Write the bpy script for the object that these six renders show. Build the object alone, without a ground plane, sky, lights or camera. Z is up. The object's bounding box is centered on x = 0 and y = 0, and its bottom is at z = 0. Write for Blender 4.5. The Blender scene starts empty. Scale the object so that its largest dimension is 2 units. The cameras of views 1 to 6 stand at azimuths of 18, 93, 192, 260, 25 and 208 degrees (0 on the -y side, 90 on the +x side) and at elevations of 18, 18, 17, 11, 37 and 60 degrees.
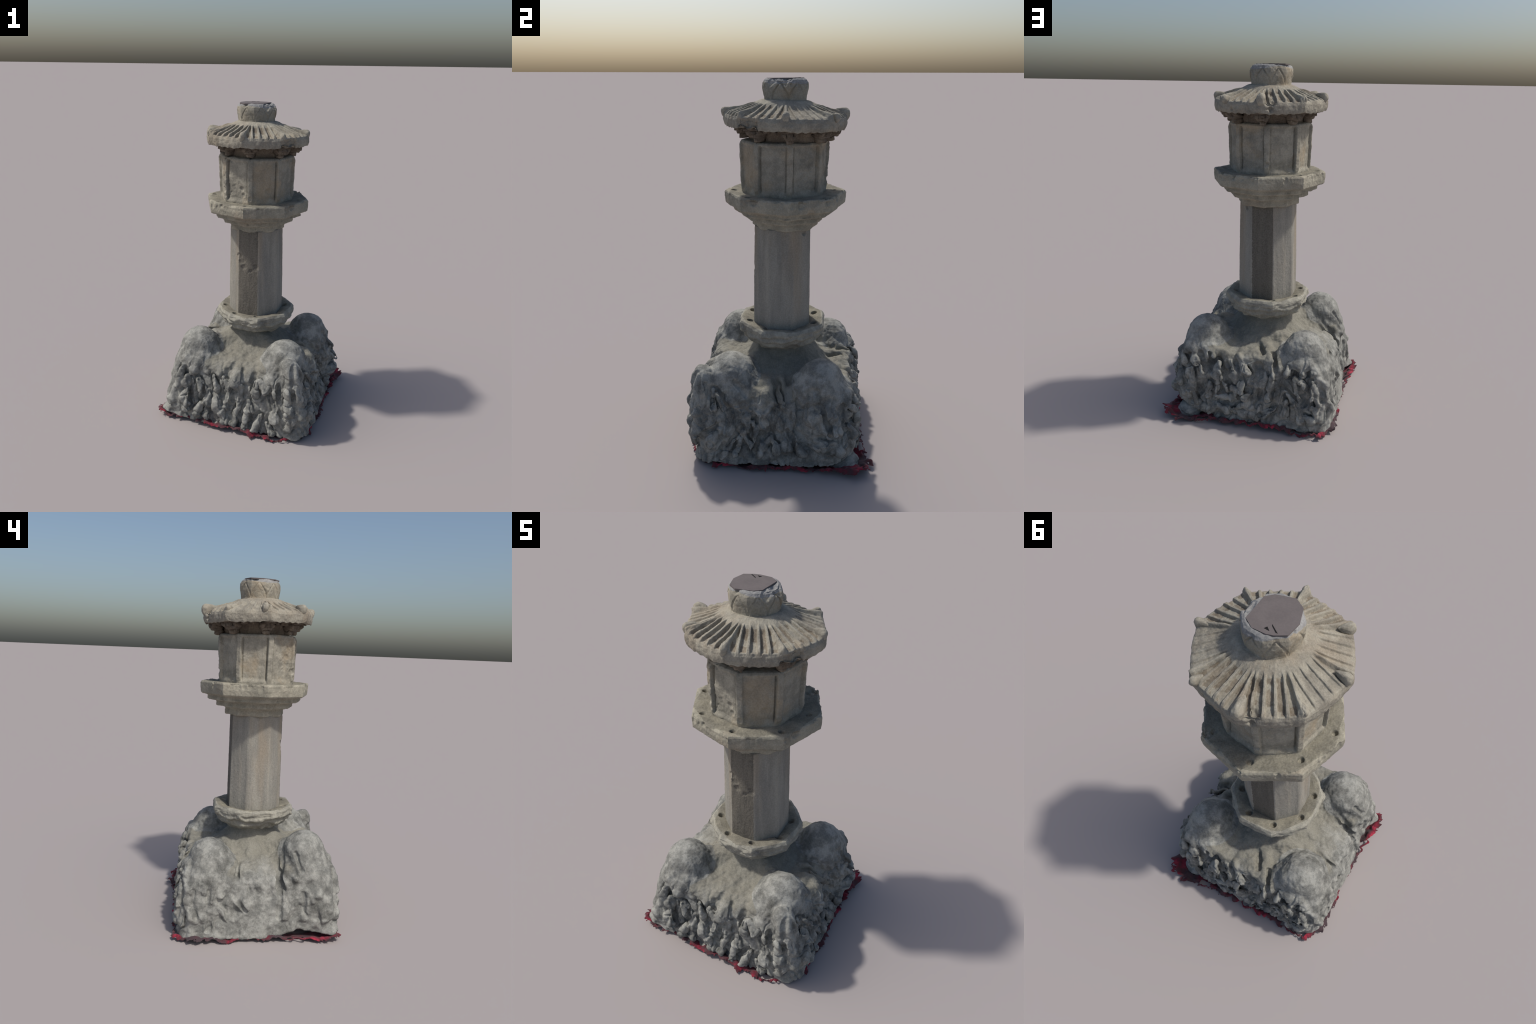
"""Weathered octagonal stone lantern on a carved rocky block with four domed boulders,
standing on a ragged red cloth.  Everything is built from profiles, distance fields and noise rules."""
import bpy, bmesh, math
import numpy as np
from mathutils import Vector, Matrix

RNG = np.random.default_rng(7)
DEG = math.pi / 180.0

# ================================================================ noise
_TAB = np.random.default_rng(11).random(1 << 16).astype(np.float32)

def _hash(ix, iy, iz, seed):
    h = (ix * 73856093) ^ (iy * 19349663) ^ (iz * 83492791) ^ (seed * 2654435)
    h = (h ^ (h >> 13)) * 1274126177
    return _TAB[(h ^ (h >> 16)) & 0xFFFF]

def vnoise(P, scale, seed=0):
    """Value noise in -1..1 on points (N,3); scale = cells per metre (scalar or triple)."""
    Q = P * np.asarray(scale, float)
    I = np.floor(Q).astype(np.int64)
    F = Q - I
    F = F * F * F * (F * (F * 6 - 15) + 10)
    out = 0
    for dx in (0, 1):
        wx = F[:, 0] if dx else 1 - F[:, 0]
        for dy in (0, 1):
            wy = F[:, 1] if dy else 1 - F[:, 1]
            for dz in (0, 1):
                wz = F[:, 2] if dz else 1 - F[:, 2]
                out = out + wx * wy * wz * _hash(I[:, 0] + dx, I[:, 1] + dy, I[:, 2] + dz, seed)
    return out * 2 - 1

def fbm(P, scale, octaves=4, seed=0, gain=0.5):
    out, a, s = 0, 1.0, np.asarray(scale, float)
    for o in range(octaves):
        out = out + a * vnoise(P, s, seed + 17 * o)
        a, s = a * gain, s * 2.03
    return out

def cells(P, scale, seed=0):
    """Worley cells: nearest distance, second distance, random value of the nearest cell."""
    Q = P * np.asarray(scale, float)
    I = np.floor(Q).astype(np.int64)
    f1 = np.full(len(P), 9.0); f2 = np.full(len(P), 9.0); cid = np.zeros(len(P))
    for dx in (-1, 0, 1):
        for dy in (-1, 0, 1):
            for dz in (-1, 0, 1):
                a, b, c = I[:, 0] + dx, I[:, 1] + dy, I[:, 2] + dz
                h = _hash(a, b, c, seed)
                d = np.sqrt((a + _hash(a, b, c, seed + 1) - Q[:, 0]) ** 2 + (b + _hash(a, b, c, seed + 2) - Q[:, 1]) ** 2
                            + (c + _hash(a, b, c, seed + 3) - Q[:, 2]) ** 2)
                near = d < f1
                f2 = np.where(near, f1, np.minimum(f2, d))
                cid = np.where(near, h, cid)
                f1 = np.where(near, d, f1)
    return f1, f2, cid

def sstep(a, b, x):
    t = np.clip((x - a) / (b - a), 0, 1)
    return t * t * (3 - 2 * t)

# ================================================================ scene helpers
ROOT = bpy.data.objects.new("stone_lantern", None)
ROOT["label"] = "weathered octagonal stone lantern on carved rocky base with red cloth"
ROOT["category"] = "stone lantern"
bpy.context.scene.collection.objects.link(ROOT)

def add_mesh(name, V, F, mats, parent=None, smooth=True, face_mat=None):
    me = bpy.data.meshes.new(name)
    me.from_pydata([tuple(map(float, v)) for v in V], [], [tuple(map(int, f)) for f in F])
    for m in (mats if isinstance(mats, (list, tuple)) else [mats]):
        me.materials.append(m)
    if smooth:
        me.polygons.foreach_set("use_smooth", [True] * len(me.polygons))
    if face_mat is not None:
        me.polygons.foreach_set("material_index", np.asarray(face_mat, np.int32))
    me.update()
    ob = bpy.data.objects.new(name, me)
    bpy.context.scene.collection.objects.link(ob)
    ob.parent = parent or ROOT
    return ob

def grid_faces(rows, cols, closed=True):
    i = np.arange(rows - 1)[:, None]
    j = np.arange(cols if closed else cols - 1)[None, :]
    k = (j + 1) % cols
    a, b, c, d = i * cols + j, i * cols + k, (i + 1) * cols + k, (i + 1) * cols + j
    return np.stack([a, b, c, d], -1).reshape(-1, 4)

def grid_normals(G):
    du = np.roll(G, -1, 1) - np.roll(G, 1, 1)
    dv = np.gradient(G, axis=0)
    n = np.cross(du, dv)
    return n / (np.linalg.norm(n, axis=-1, keepdims=True) + 1e-12)

def az_vec(az):
    """Unit plan vector of an azimuth in degrees: 0 looks to -y, 90 to +x."""
    return np.array([math.sin(az * DEG), -math.cos(az * DEG)])

def octa(az, corner, soft=0.0):
    """Radius factor of a regular octagon (corner radius 1) with a corner at azimuth `corner`."""
    ph = ((az - corner) % 45.0) - 22.5
    r = math.cos(22.5 * DEG) / np.cos(ph * DEG)
    return r * (1 - soft) + soft * 0.965

def dense(profile, step):
    """Resample a (radius, height) profile so that no step is longer than `step`, keeping its corners."""
    out = []
    for (r0, z0), (r1, z1) in zip(profile[:-1], profile[1:]):
        n = max(1, int(math.ceil(math.hypot(r1 - r0, z1 - z0) / step)))
        for k in range(n):
            out.append((r0 + (r1 - r0) * k / n, z0 + (z1 - z0) * k / n))
    out.append(profile[-1])
    return np.array(out)

def loft(profile, corner, cols, step=0.005, soft=0.0, centre=(0, 0), squash=(1, 1), relief=None, soft_of=None):
    """Octagonal turned solid from bottom to top; relief(P, N, az, info) gives an offset along the normal."""
    pr = dense(profile, step)
    az = corner + np.arange(cols) * 360.0 / cols
    R, Zz = pr[:, 0][:, None], pr[:, 1][:, None]
    A = np.broadcast_to(az[None, :], (len(pr), cols))
    s = soft if soft_of is None else soft_of(Zz)
    rad = R * octa(A, corner, s)
    G = np.stack([centre[0] + squash[0] * rad * np.sin(A * DEG), centre[1] - squash[1] * rad * np.cos(A * DEG),
                  np.broadcast_to(Zz, A.shape)], -1)
    if relief is not None:
        N = grid_normals(G)
        off = relief(G.reshape(-1, 3), N.reshape(-1, 3), A.reshape(-1))
        if off.ndim == 1:
            G = G + N * off.reshape(len(pr), cols, 1)
        else:
            G = G + off.reshape(G.shape)
    V = G.reshape(-1, 3)
    F = [tuple(f) for f in grid_faces(len(pr), cols)]
    n = len(V)
    V = np.vstack([V, G[0].mean(0), G[-1].mean(0)])
    for j in range(cols):
        k = (j + 1) % cols
        F.append((n, k, j))
        F.append((n + 1, (len(pr) - 1) * cols + j, (len(pr) - 1) * cols + k))
    return V, F

def chips(P, spots):
    """Dents broken out of a surface: each spot is (x, y, z, radius, depth)."""
    out = np.zeros(len(P))
    w = 0.35 * vnoise(P, 55, 91) + 0.2 * vnoise(P, 120, 92)
    for x, y, z, r, dep in spots:
        d = np.sqrt((P[:, 0] - x) ** 2 + (P[:, 1] - y) ** 2 + (P[:, 2] - z) ** 2) / r + w * 0.6
        out = np.minimum(out, -dep * sstep(1.0, 0.45, d))
    return out

# ================================================================ materials
def stone(name, light, dark, stain, stain_amount=0.5, grain=1.0, streak=False, speck=0.13, warm=None, warm_amount=0.0, deck=None):
    light, dark, stain = (tuple(0.92 * v for v in c) for c in (light, dark, stain))  # every stone colour darkened partway toward the scan's baked-in shading
    m = bpy.data.materials.new(name)
    m.use_nodes = True
    nt = m.node_tree; N = nt.nodes; L = nt.links
    bs = N["Principled BSDF"]
    bs.inputs["Roughness"].default_value = 0.92
    bs.inputs["Specular IOR Level"].default_value = 0.18
    tc = N.new("ShaderNodeTexCoord")
    def noise(scale, detail, rough, stretch=None, off=0.0):
        mp = N.new("ShaderNodeMapping"); L.new(tc.outputs["Object"], mp.inputs["Vector"])
        mp.inputs["Location"].default_value = (off, off * 1.7, off * 0.6)
        if stretch: mp.inputs["Scale"].default_value = stretch
        t = N.new("ShaderNodeTexNoise"); L.new(mp.outputs[0], t.inputs["Vector"])
        t.inputs["Scale"].default_value = scale; t.inputs["Detail"].default_value = detail; t.inputs["Roughness"].default_value = rough
        return t.outputs["Fac"]
    def ramp(fac, a, b, lo=0.0, hi=1.0):
        r = N.new("ShaderNodeMapRange"); L.new(fac, r.inputs[0]); r.interpolation_type = "SMOOTHSTEP"
        r.inputs[1].default_value, r.inputs[2].default_value = a, b
        r.inputs[3].default_value, r.inputs[4].default_value = lo, hi
        return r.outputs[0]
    def mix(fac, a, b, mode="MIX"):
        x = N.new("ShaderNodeMix"); x.data_type = "RGBA"; x.blend_type = mode
        if isinstance(fac, float): x.inputs[0].default_value = fac
        else: L.new(fac, x.inputs[0])
        for s, v in ((x.inputs[6], a), (x.inputs[7], b)):
            if isinstance(v, tuple): s.default_value = (*v, 1)
            else: L.new(v, s)
        return x.outputs[2]
    st = (1, 1, 0.16) if streak else None
    c = mix(ramp(noise(14, 6, 0.66, st), 0.38, 0.62), light, dark)
    c = mix(ramp(noise(6, 6, 0.68, st, 3.1), 0.5, 0.72, 0, stain_amount), c, stain)
    if warm: c = mix(ramp(noise(5, 4, 0.6, st, 7.7), 0.48, 0.68, 0, warm_amount), c, warm)
    if deck:                                                     # silt lying on the upward deck round the neck
        colour, z0, z1, most = deck
        sp = N.new("ShaderNodeSeparateXYZ"); L.new(tc.outputs["Object"], sp.inputs[0])
        ad = N.new("ShaderNodeMath"); ad.operation = "MULTIPLY_ADD"; L.new(noise(11, 5, 0.6, None, 4.2), ad.inputs[0])
        ad.inputs[1].default_value = 0.16; L.new(sp.outputs[2], ad.inputs[2])
        c = mix(ramp(ad.outputs[0], z0 + 0.08, z1 + 0.08, 0, most), c, colour)
    fine = noise(150, 3, 0.7, None, 1.3)
    c = mix(ramp(fine, 0.33, 0.70, 0.0, 1.0), mix(speck, c, (0.02, 0.02, 0.02)), mix(speck * 0.45, c, (0.75, 0.73, 0.68)))
    L.new(c, bs.inputs["Base Color"])
    bp = N.new("ShaderNodeBump"); bp.inputs["Strength"].default_value = 0.3 * grain; bp.inputs["Distance"].default_value = 0.004
    h = N.new("ShaderNodeMath"); h.operation = "ADD"
    L.new(noise(90, 6, 0.7, None, 5.0), h.inputs[0]); L.new(noise(260, 2, 0.6, None, 2.0), h.inputs[1])
    L.new(h.outputs[0], bp.inputs["Height"]); L.new(bp.outputs[0], bs.inputs["Normal"])
    return m

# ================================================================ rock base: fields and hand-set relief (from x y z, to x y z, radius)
# ---------------------------------------------------------------- distance fields
def smin(a, b, k):
    h = np.maximum(k - np.abs(a - b), 0.0) / k
    return np.minimum(a, b) - h * h * k * 0.25

def sd_round_box(x, y, z, cx, cy, hx, hy, z0, z1, rc, rt):
    """Upright box with plan-corner radius rc and top-edge radius rt."""
    qx, qy = np.abs(x - cx) - hx + rc, np.abs(y - cy) - hy + rc
    d2 = np.hypot(np.maximum(qx, 0), np.maximum(qy, 0)) + np.minimum(np.maximum(qx, qy), 0) - rc
    qz = np.abs(z - (z0 + z1) / 2) - (z1 - z0) / 2
    a, b = d2 + rt, qz + rt
    return np.hypot(np.maximum(a, 0), np.maximum(b, 0)) + np.minimum(np.maximum(a, b), 0) - rt

def sd_cone_capsule(x, y, z, a, b, ra, rb):
    """Rounded stick from a to b whose radius runs from ra to rb."""
    ax, ay, az = a
    bx, by, bz = b[0] - ax, b[1] - ay, b[2] - az
    L2 = bx * bx + by * by + bz * bz + 1e-12
    px, py, pz = x - ax, y - ay, z - az
    t = np.clip((px * bx + py * by + pz * bz) / L2, 0, 1)
    return np.sqrt((px - t * bx) ** 2 + (py - t * by) ** 2 + (pz - t * bz) ** 2) - (ra + (rb - ra) * t)

# boulders at the corners: top point, foot point, radii  (A B C D)
BOULDERS = [
    ((-0.288, -0.268, 0.466), (-0.328, -0.325, 0.18), 0.122, 0.128),
    ((0.285, -0.264, 0.450), (0.340, -0.328, 0.18), 0.130, 0.132),
    ((0.318, 0.216, 0.442), (0.384, 0.262, 0.18), 0.126, 0.128),
    ((-0.278, 0.278, 0.426), (-0.325, 0.338, 0.18), 0.122, 0.126),
]
SPUR = ((0.366, -0.412, 0.468), (0.392, -0.425, 0.22), 0.054, 0.058)      # second, smaller hump in front of one boulder

def base_field(x, y, z):
    s = 1.0 + 0.065 * np.clip((0.28 - z) / 0.26, 0, 1) - 0.20 * np.clip(z - 0.30, 0, 1)
    r = np.hypot(x, y)
    west = np.clip((-x - 0.18) / 0.15, 0, 1) * np.exp(-(y / 0.16) ** 2)   # the deck falls away on the worn side
    east = np.clip(x / 0.30, 0, 1)
    front = np.clip(-y / 0.30, 0, 1)
    foot = np.clip((0.24 - z) / 0.20, 0, 1)
    foot = foot * foot * (3 - 2 * foot)
    xe = x - east * (0.002 + 0.018 * foot)                                # the east wall flares at its foot
    tongue = np.clip((-x - 0.30) / 0.10, 0, 1) * np.exp(-((y + 0.01) / 0.10) ** 2) * np.clip((0.30 - z) / 0.20, 0, 1)
    xe = xe + 0.014 * tongue                                              # smooth tongue running down the west wall
    ye = y + 0.028 * np.clip(x / 0.35, -0.35, 1) * np.clip(y / 0.30, 0, 1) + 0.010 * foot * np.clip(y / 0.3, 0, 1)   # the north wall runs askew
    d = sd_round_box(xe / s, ye / s, z + 0.024 * west - np.maximum(0.034 * east, 0.026 * front) + 0.022 * np.clip(y / 0.3, 0, 1) * np.clip(1.4 - np.abs(x - 0.16) / 0.16, 0, 1), 0, 0, 0.442, 0.436, -0.2, 0.420, 0.105, 0.105)
    for a, b, ra, rb in BOULDERS:
        d = smin(d, sd_cone_capsule(x, y, z, a, b, ra, rb), 0.068)
    for a, b in (((-0.20, -0.18, 0.455), (-0.09, -0.09, 0.49)), ((0.20, -0.17, 0.455), (0.09, -0.09, 0.49))):
        d = smin(d, sd_cone_capsule(x, y, z, a, b, 0.052, 0.055), 0.05)   # ridges tying the front boulders to the neck
    a, b, ra, rb = SPUR
    d = smin(d, sd_cone_capsule(x, y, z, a, b, ra, rb), 0.03)
    d = smin(d, sd_cone_capsule(x, y, z, (-0.415, -0.385, 0.12), (-0.440, -0.400, 0.03), 0.050, 0.062), 0.04)
    t = np.clip((z - 0.38) / 0.17, 0, 1)
    neck = (r - (0.132 + 0.200 * (1 - t) ** 1.4)) * 0.7
    neck = np.maximum(neck, z - 0.57)
    return smin(d, neck, 0.045)
RIDGES_1 = [
    (-0.338, -0.429, 0.391, -0.373, -0.449, 0.257, 0.0252),
    (-0.405, -0.441, 0.225, -0.428, -0.444, 0.137, 0.0355),
    (-0.303, -0.457, 0.247, -0.34, -0.468, 0.169, 0.0254),
    (-0.29, -0.455, 0.255, -0.302, -0.466, 0.14, 0.0159),
    (-0.329, -0.466, 0.128, -0.318, -0.462, 0.092, 0.0289),
    (-0.208, -0.451, 0.158, -0.24, -0.458, 0.085, 0.0255),
    (-0.178, -0.455, 0.11, -0.173, -0.458, 0.078, 0.0319),
    (-0.171, -0.441, 0.236, -0.176, -0.449, 0.163, 0.0283),
    (-0.112, -0.443, 0.222, -0.11, -0.45, 0.15, 0.0313),
    (-0.037, -0.437, 0.275, -0.034, -0.445, 0.204, 0.0297),
    (0.014, -0.385, 0.425, 0.019, -0.432, 0.344, 0.0456),
    (0.052, -0.435, 0.312, 0.035, -0.442, 0.224, 0.0368),
    (0.149, -0.429, 0.361, 0.14, -0.436, 0.283, 0.0242),
    (0.173, -0.428, 0.365, 0.214, -0.438, 0.312, 0.024),
    (0.105, -0.443, 0.218, 0.114, -0.449, 0.169, 0.0277),
    (-0.051, -0.451, 0.148, -0.076, -0.455, 0.111, 0.0314),
    (-0.063, -0.454, 0.12, -0.055, -0.46, 0.062, 0.0252),
    (0.037, -0.447, 0.179, 0.01, -0.461, 0.056, 0.0263),
    (0.089, -0.451, 0.151, 0.081, -0.462, 0.045, 0.0237),
    (0.184, -0.452, 0.137, 0.144, -0.462, 0.045, 0.0279),
    (0.23, -0.457, 0.096, 0.263, -0.462, 0.044, 0.0217),
    (0.269, -0.454, 0.246, 0.28, -0.465, 0.139, 0.0304),
    (0.345, -0.464, 0.405, 0.374, -0.475, 0.339, 0.0352),
    (0.268, -0.44, 0.364, 0.278, -0.45, 0.299, 0.0239),
    (0.35, -0.469, 0.292, 0.367, -0.48, 0.222, 0.0268),
    (0.43, -0.457, 0.294, 0.39, -0.47, 0.167, 0.0329),
    (0.413, -0.454, 0.401, 0.427, -0.451, 0.336, 0.0323),
    (0.351, -0.451, 0.503, 0.401, -0.458, 0.439, 0.0435),
    (0.243, -0.402, 0.443, 0.246, -0.43, 0.387, 0.0297),
    (-0.236, -0.44, 0.32, -0.21, -0.442, 0.257, 0.025),
    (-0.134, -0.432, 0.348, -0.114, -0.438, 0.267, 0.0216),
    (-0.064, -0.432, 0.348, -0.024, -0.436, 0.291, 0.0215),
    (-0.299, -0.446, 0.332, -0.317, -0.453, 0.277, 0.0251),
    (-0.327, -0.407, 0.436, -0.289, -0.417, 0.421, 0.028),
    (-0.24, -0.394, 0.452, -0.27, -0.434, 0.379, 0.0217),
    (0.171, -0.327, 0.484, 0.17, -0.383, 0.433, 0.0271),
    (0.4, -0.464, 0.159, 0.366, -0.465, 0.097, 0.0243),
]
RIDGES_2 = [
    (0.399, -0.439, 0.501, 0.421, -0.462, 0.315, 0.0349),
    (0.432, -0.45, 0.307, 0.448, -0.438, 0.193, 0.0319),
    (0.414, -0.348, 0.438, 0.453, -0.351, 0.339, 0.0173),
    (0.429, -0.329, 0.424, 0.457, -0.283, 0.345, 0.0172),
    (0.406, -0.08, 0.42, 0.432, -0.099, 0.382, 0.0275),
    (0.44, -0.105, 0.345, 0.442, -0.108, 0.33, 0.0242),
    (0.44, -0.051, 0.343, 0.449, -0.084, 0.24, 0.0278),
    (0.443, -0.158, 0.325, 0.453, -0.185, 0.222, 0.0244),
    (0.455, -0.198, 0.223, 0.485, -0.306, 0.082, 0.0199),
    (0.455, -0.192, 0.216, 0.48, -0.123, 0.095, 0.0177),
    (0.461, -0.198, 0.181, 0.479, -0.225, 0.098, 0.0157),
    (0.457, -0.043, 0.192, 0.478, -0.103, 0.102, 0.0198),
    (0.458, -0.036, 0.185, 0.474, -0.008, 0.119, 0.0198),
    (0.446, -0.138, 0.266, 0.463, -0.11, 0.162, 0.0197),
    (0.475, -0.317, 0.232, 0.483, -0.359, 0.158, 0.0353),
    (0.457, -0.244, 0.308, 0.469, -0.258, 0.215, 0.0279),
    (0.442, 0.022, 0.324, 0.448, 0.016, 0.243, 0.0278),
    (0.449, 0.083, 0.239, 0.476, 0.126, 0.119, 0.0247),
    (0.445, 0.179, 0.438, 0.465, 0.155, 0.307, 0.0409),
    (0.484, 0.214, 0.306, 0.501, 0.261, 0.244, 0.0344),
    (0.468, 0.312, 0.33, 0.49, 0.307, 0.253, 0.0414),
    (0.461, 0.264, 0.399, 0.478, 0.252, 0.342, 0.0511),
    (0.506, 0.217, 0.184, 0.507, 0.22, 0.177, 0.0418),
    (0.304, -0.025, 0.454, 0.438, 0.015, 0.36, 0.0174),
    (0.359, 0.038, 0.45, 0.438, 0.055, 0.361, 0.0172),
    (0.472, 0.355, 0.227, 0.494, 0.337, 0.149, 0.0351),
    (0.443, 0.095, 0.35, 0.449, 0.083, 0.239, 0.0277),
    (0.453, 0.03, 0.209, 0.47, 0.038, 0.134, 0.0353),
]
RIDGES_3 = [
    (0.386, 0.351, 0.438, 0.423, 0.352, 0.394, 0.0177),
    (0.423, 0.361, 0.378, 0.4, 0.39, 0.341, 0.0139),
    (0.347, 0.379, 0.416, 0.347, 0.401, 0.372, 0.0137),
    (0.287, 0.358, 0.439, 0.24, 0.385, 0.391, 0.0173),
    (0.253, 0.346, 0.438, 0.231, 0.374, 0.4, 0.0155),
    (0.214, 0.348, 0.417, 0.155, 0.354, 0.406, 0.0186),
    (0.193, 0.294, 0.434, 0.16, 0.275, 0.422, 0.0301),
    (0.309, 0.39, 0.398, 0.329, 0.407, 0.351, 0.0155),
    (0.304, 0.406, 0.36, 0.29, 0.414, 0.299, 0.0174),
    (0.196, 0.406, 0.36, 0.212, 0.419, 0.278, 0.0216),
    (0.183, 0.408, 0.356, 0.167, 0.422, 0.312, 0.0154),
    (0.13, 0.399, 0.371, 0.09, 0.428, 0.312, 0.0232),
    (0.09, 0.363, 0.398, 0.015, 0.432, 0.323, 0.0195),
    (0.084, 0.363, 0.399, 0.019, 0.373, 0.398, 0.0214),
    (-0.006, 0.372, 0.401, -0.096, 0.391, 0.402, 0.0151),
    (-0.102, 0.39, 0.402, -0.139, 0.441, 0.335, 0.0228),
    (-0.133, 0.441, 0.334, -0.1, 0.452, 0.191, 0.0169),
    (-0.039, 0.233, 0.446, -0.11, 0.384, 0.406, 0.0233),
    (-0.03, 0.222, 0.453, -0.079, 0.186, 0.47, 0.0201),
    (-0.079, 0.186, 0.47, -0.143, 0.156, 0.463, 0.0202),
    (0.105, 0.29, 0.415, 0.029, 0.333, 0.411, 0.0186),
    (0.044, 0.277, 0.423, -0.035, 0.34, 0.415, 0.0308),
    (-0.156, 0.308, 0.454, -0.143, 0.412, 0.386, 0.0241),
    (-0.22, 0.411, 0.408, -0.215, 0.438, 0.356, 0.013),
    (-0.239, 0.413, 0.411, -0.276, 0.424, 0.402, 0.0148),
    (-0.315, 0.412, 0.42, -0.298, 0.441, 0.368, 0.0165),
    (-0.332, 0.408, 0.42, -0.365, 0.423, 0.381, 0.0177),
    (-0.259, 0.448, 0.342, -0.32, 0.458, 0.309, 0.0177),
    (-0.254, 0.451, 0.329, -0.289, 0.468, 0.233, 0.0131),
    (-0.353, 0.45, 0.329, -0.353, 0.468, 0.235, 0.0166),
    (-0.359, 0.449, 0.329, -0.4, 0.459, 0.197, 0.0167),
    (-0.361, 0.474, 0.188, -0.396, 0.461, 0.146, 0.0211),
    (-0.39, 0.43, 0.343, -0.413, 0.44, 0.241, 0.019),
    (-0.189, 0.449, 0.261, -0.174, 0.455, 0.176, 0.0133),
    (-0.201, 0.45, 0.263, -0.266, 0.47, 0.198, 0.015),
    (-0.21, 0.458, 0.196, -0.194, 0.458, 0.107, 0.0213),
    (-0.15, 0.456, 0.16, -0.084, 0.455, 0.089, 0.0215),
    (-0.279, 0.473, 0.169, -0.298, 0.466, 0.094, 0.0243),
    (-0.334, 0.472, 0.123, -0.357, 0.466, 0.096, 0.0213),
    (-0.431, 0.434, 0.201, -0.418, 0.443, 0.105, 0.0212),
    (0, 0.441, 0.237, 0.025, 0.443, 0.182, 0.0153),
    (0.018, 0.444, 0.17, -0.001, 0.447, 0.127, 0.0309),
    (0.101, 0.44, 0.094, 0.037, 0.444, 0.14, 0.0156),
    (0.052, 0.432, 0.292, 0.057, 0.438, 0.215, 0.0184),
    (0.082, 0.436, 0.223, 0.101, 0.438, 0.161, 0.0217),
    (0.167, 0.424, 0.273, 0.121, 0.433, 0.223, 0.0198),
    (0.199, 0.423, 0.255, 0.218, 0.428, 0.167, 0.0156),
    (0.205, 0.429, 0.162, 0.14, 0.435, 0.167, 0.0138),
    (0.244, 0.42, 0.247, 0.257, 0.426, 0.153, 0.0157),
    (0.362, 0.407, 0.32, 0.39, 0.407, 0.262, 0.0139),
    (0.355, 0.408, 0.321, 0.348, 0.417, 0.245, 0.0138),
    (0.374, 0.416, 0.228, 0.374, 0.422, 0.176, 0.0318),
    (0.442, 0.372, 0.271, 0.436, 0.395, 0.209, 0.0257),
    (0.342, 0.423, 0.146, 0.324, 0.422, 0.107, 0.016),
    (0.251, 0.427, 0.12, 0.231, 0.43, 0.09, 0.0286),
    (0.358, 0.421, 0.081, 0.258, 0.43, 0.065, 0.0257),
    (0.198, 0.432, 0.103, 0.14, 0.438, 0.087, 0.0253),
    (0.088, 0.442, 0.083, -0.002, 0.45, 0.074, 0.0251),
    (-0.058, 0.451, 0.137, -0.04, 0.453, 0.068, 0.0217),
]
RIDGES_4 = [
    (-0.387, 0.431, 0.346, -0.427, 0.41, 0.302, 0.026),
    (-0.404, 0.421, 0.341, -0.423, 0.431, 0.241, 0.026),
    (-0.433, 0.356, 0.363, -0.453, 0.328, 0.3, 0.0228),
    (-0.448, 0.323, 0.333, -0.455, 0.3, 0.276, 0.0143),
    (-0.448, 0.261, 0.319, -0.459, 0.288, 0.241, 0.0143),
    (-0.447, 0.261, 0.325, -0.449, 0.22, 0.24, 0.0144),
    (-0.442, 0.181, 0.29, -0.448, 0.202, 0.233, 0.0116),
    (-0.442, 0.175, 0.29, -0.453, 0.111, 0.196, 0.0162),
    (-0.455, 0.254, 0.226, -0.457, 0.201, 0.152, 0.0174),
    (-0.433, 0.431, 0.204, -0.405, 0.454, 0.118, 0.0205),
    (-0.446, 0.415, 0.203, -0.463, 0.387, 0.15, 0.0203),
    (-0.464, 0.36, 0.216, -0.47, 0.337, 0.158, 0.0289),
    (-0.465, 0.275, 0.147, -0.466, 0.296, 0.082, 0.0205),
    (-0.278, -0.121, 0.431, -0.399, -0.14, 0.397, 0.0178),
    (-0.298, -0.105, 0.421, -0.447, -0.119, 0.246, 0.0148),
    (-0.4, -0.145, 0.397, -0.437, -0.192, 0.356, 0.0146),
    (-0.389, -0.156, 0.414, -0.397, -0.16, 0.408, 0.0246),
    (-0.36, -0.173, 0.491, -0.425, -0.222, 0.405, 0.0187),
    (-0.371, -0.004, 0.389, -0.406, -0.005, 0.366, 0.0263),
    (-0.421, 0.037, 0.349, -0.435, 0.021, 0.324, 0.0145),
    (-0.455, -0.262, 0.282, -0.461, -0.253, 0.211, 0.0148),
    (-0.455, -0.262, 0.282, -0.465, -0.293, 0.23, 0.0148),
    (-0.458, -0.314, 0.294, -0.46, -0.321, 0.27, 0.0384),
    (-0.43, -0.408, 0.267, -0.46, -0.4, 0.169, 0.0271),
    (-0.45, -0.138, 0.222, -0.46, -0.128, 0.142, 0.0237),
    (-0.452, -0.197, 0.203, -0.463, -0.24, 0.126, 0.0238),
    (-0.471, -0.335, 0.195, -0.477, -0.368, 0.116, 0.021),
    (-0.307, 0.159, 0.454, -0.382, 0.143, 0.397, 0.0175),
    (-0.442, 0.096, 0.3, -0.452, 0.083, 0.213, 0.029),
]
PITS_3 = [
    (0.378, 0.384, 0.394, 0.378, 0.396, 0.366, 0.02),
    (-0.039, 0.405, 0.382, -0.047, 0.435, 0.333, 0.0289),
    (-0.05, 0.446, 0.227, -0.051, 0.448, 0.195, 0.0256),
    (0.309, 0.419, 0.224, 0.309, 0.422, 0.178, 0.0253),
    (-0.311, 0.466, 0.255, -0.32, 0.476, 0.196, 0.0191),
    (0.179, 0.429, 0.213, 0.172, 0.431, 0.188, 0.0137),
    (-0.25, 0.436, 0.373, -0.246, 0.444, 0.351, 0.013),
    (-0.33, 0.427, 0.391, -0.326, 0.438, 0.371, 0.013),
]
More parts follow.
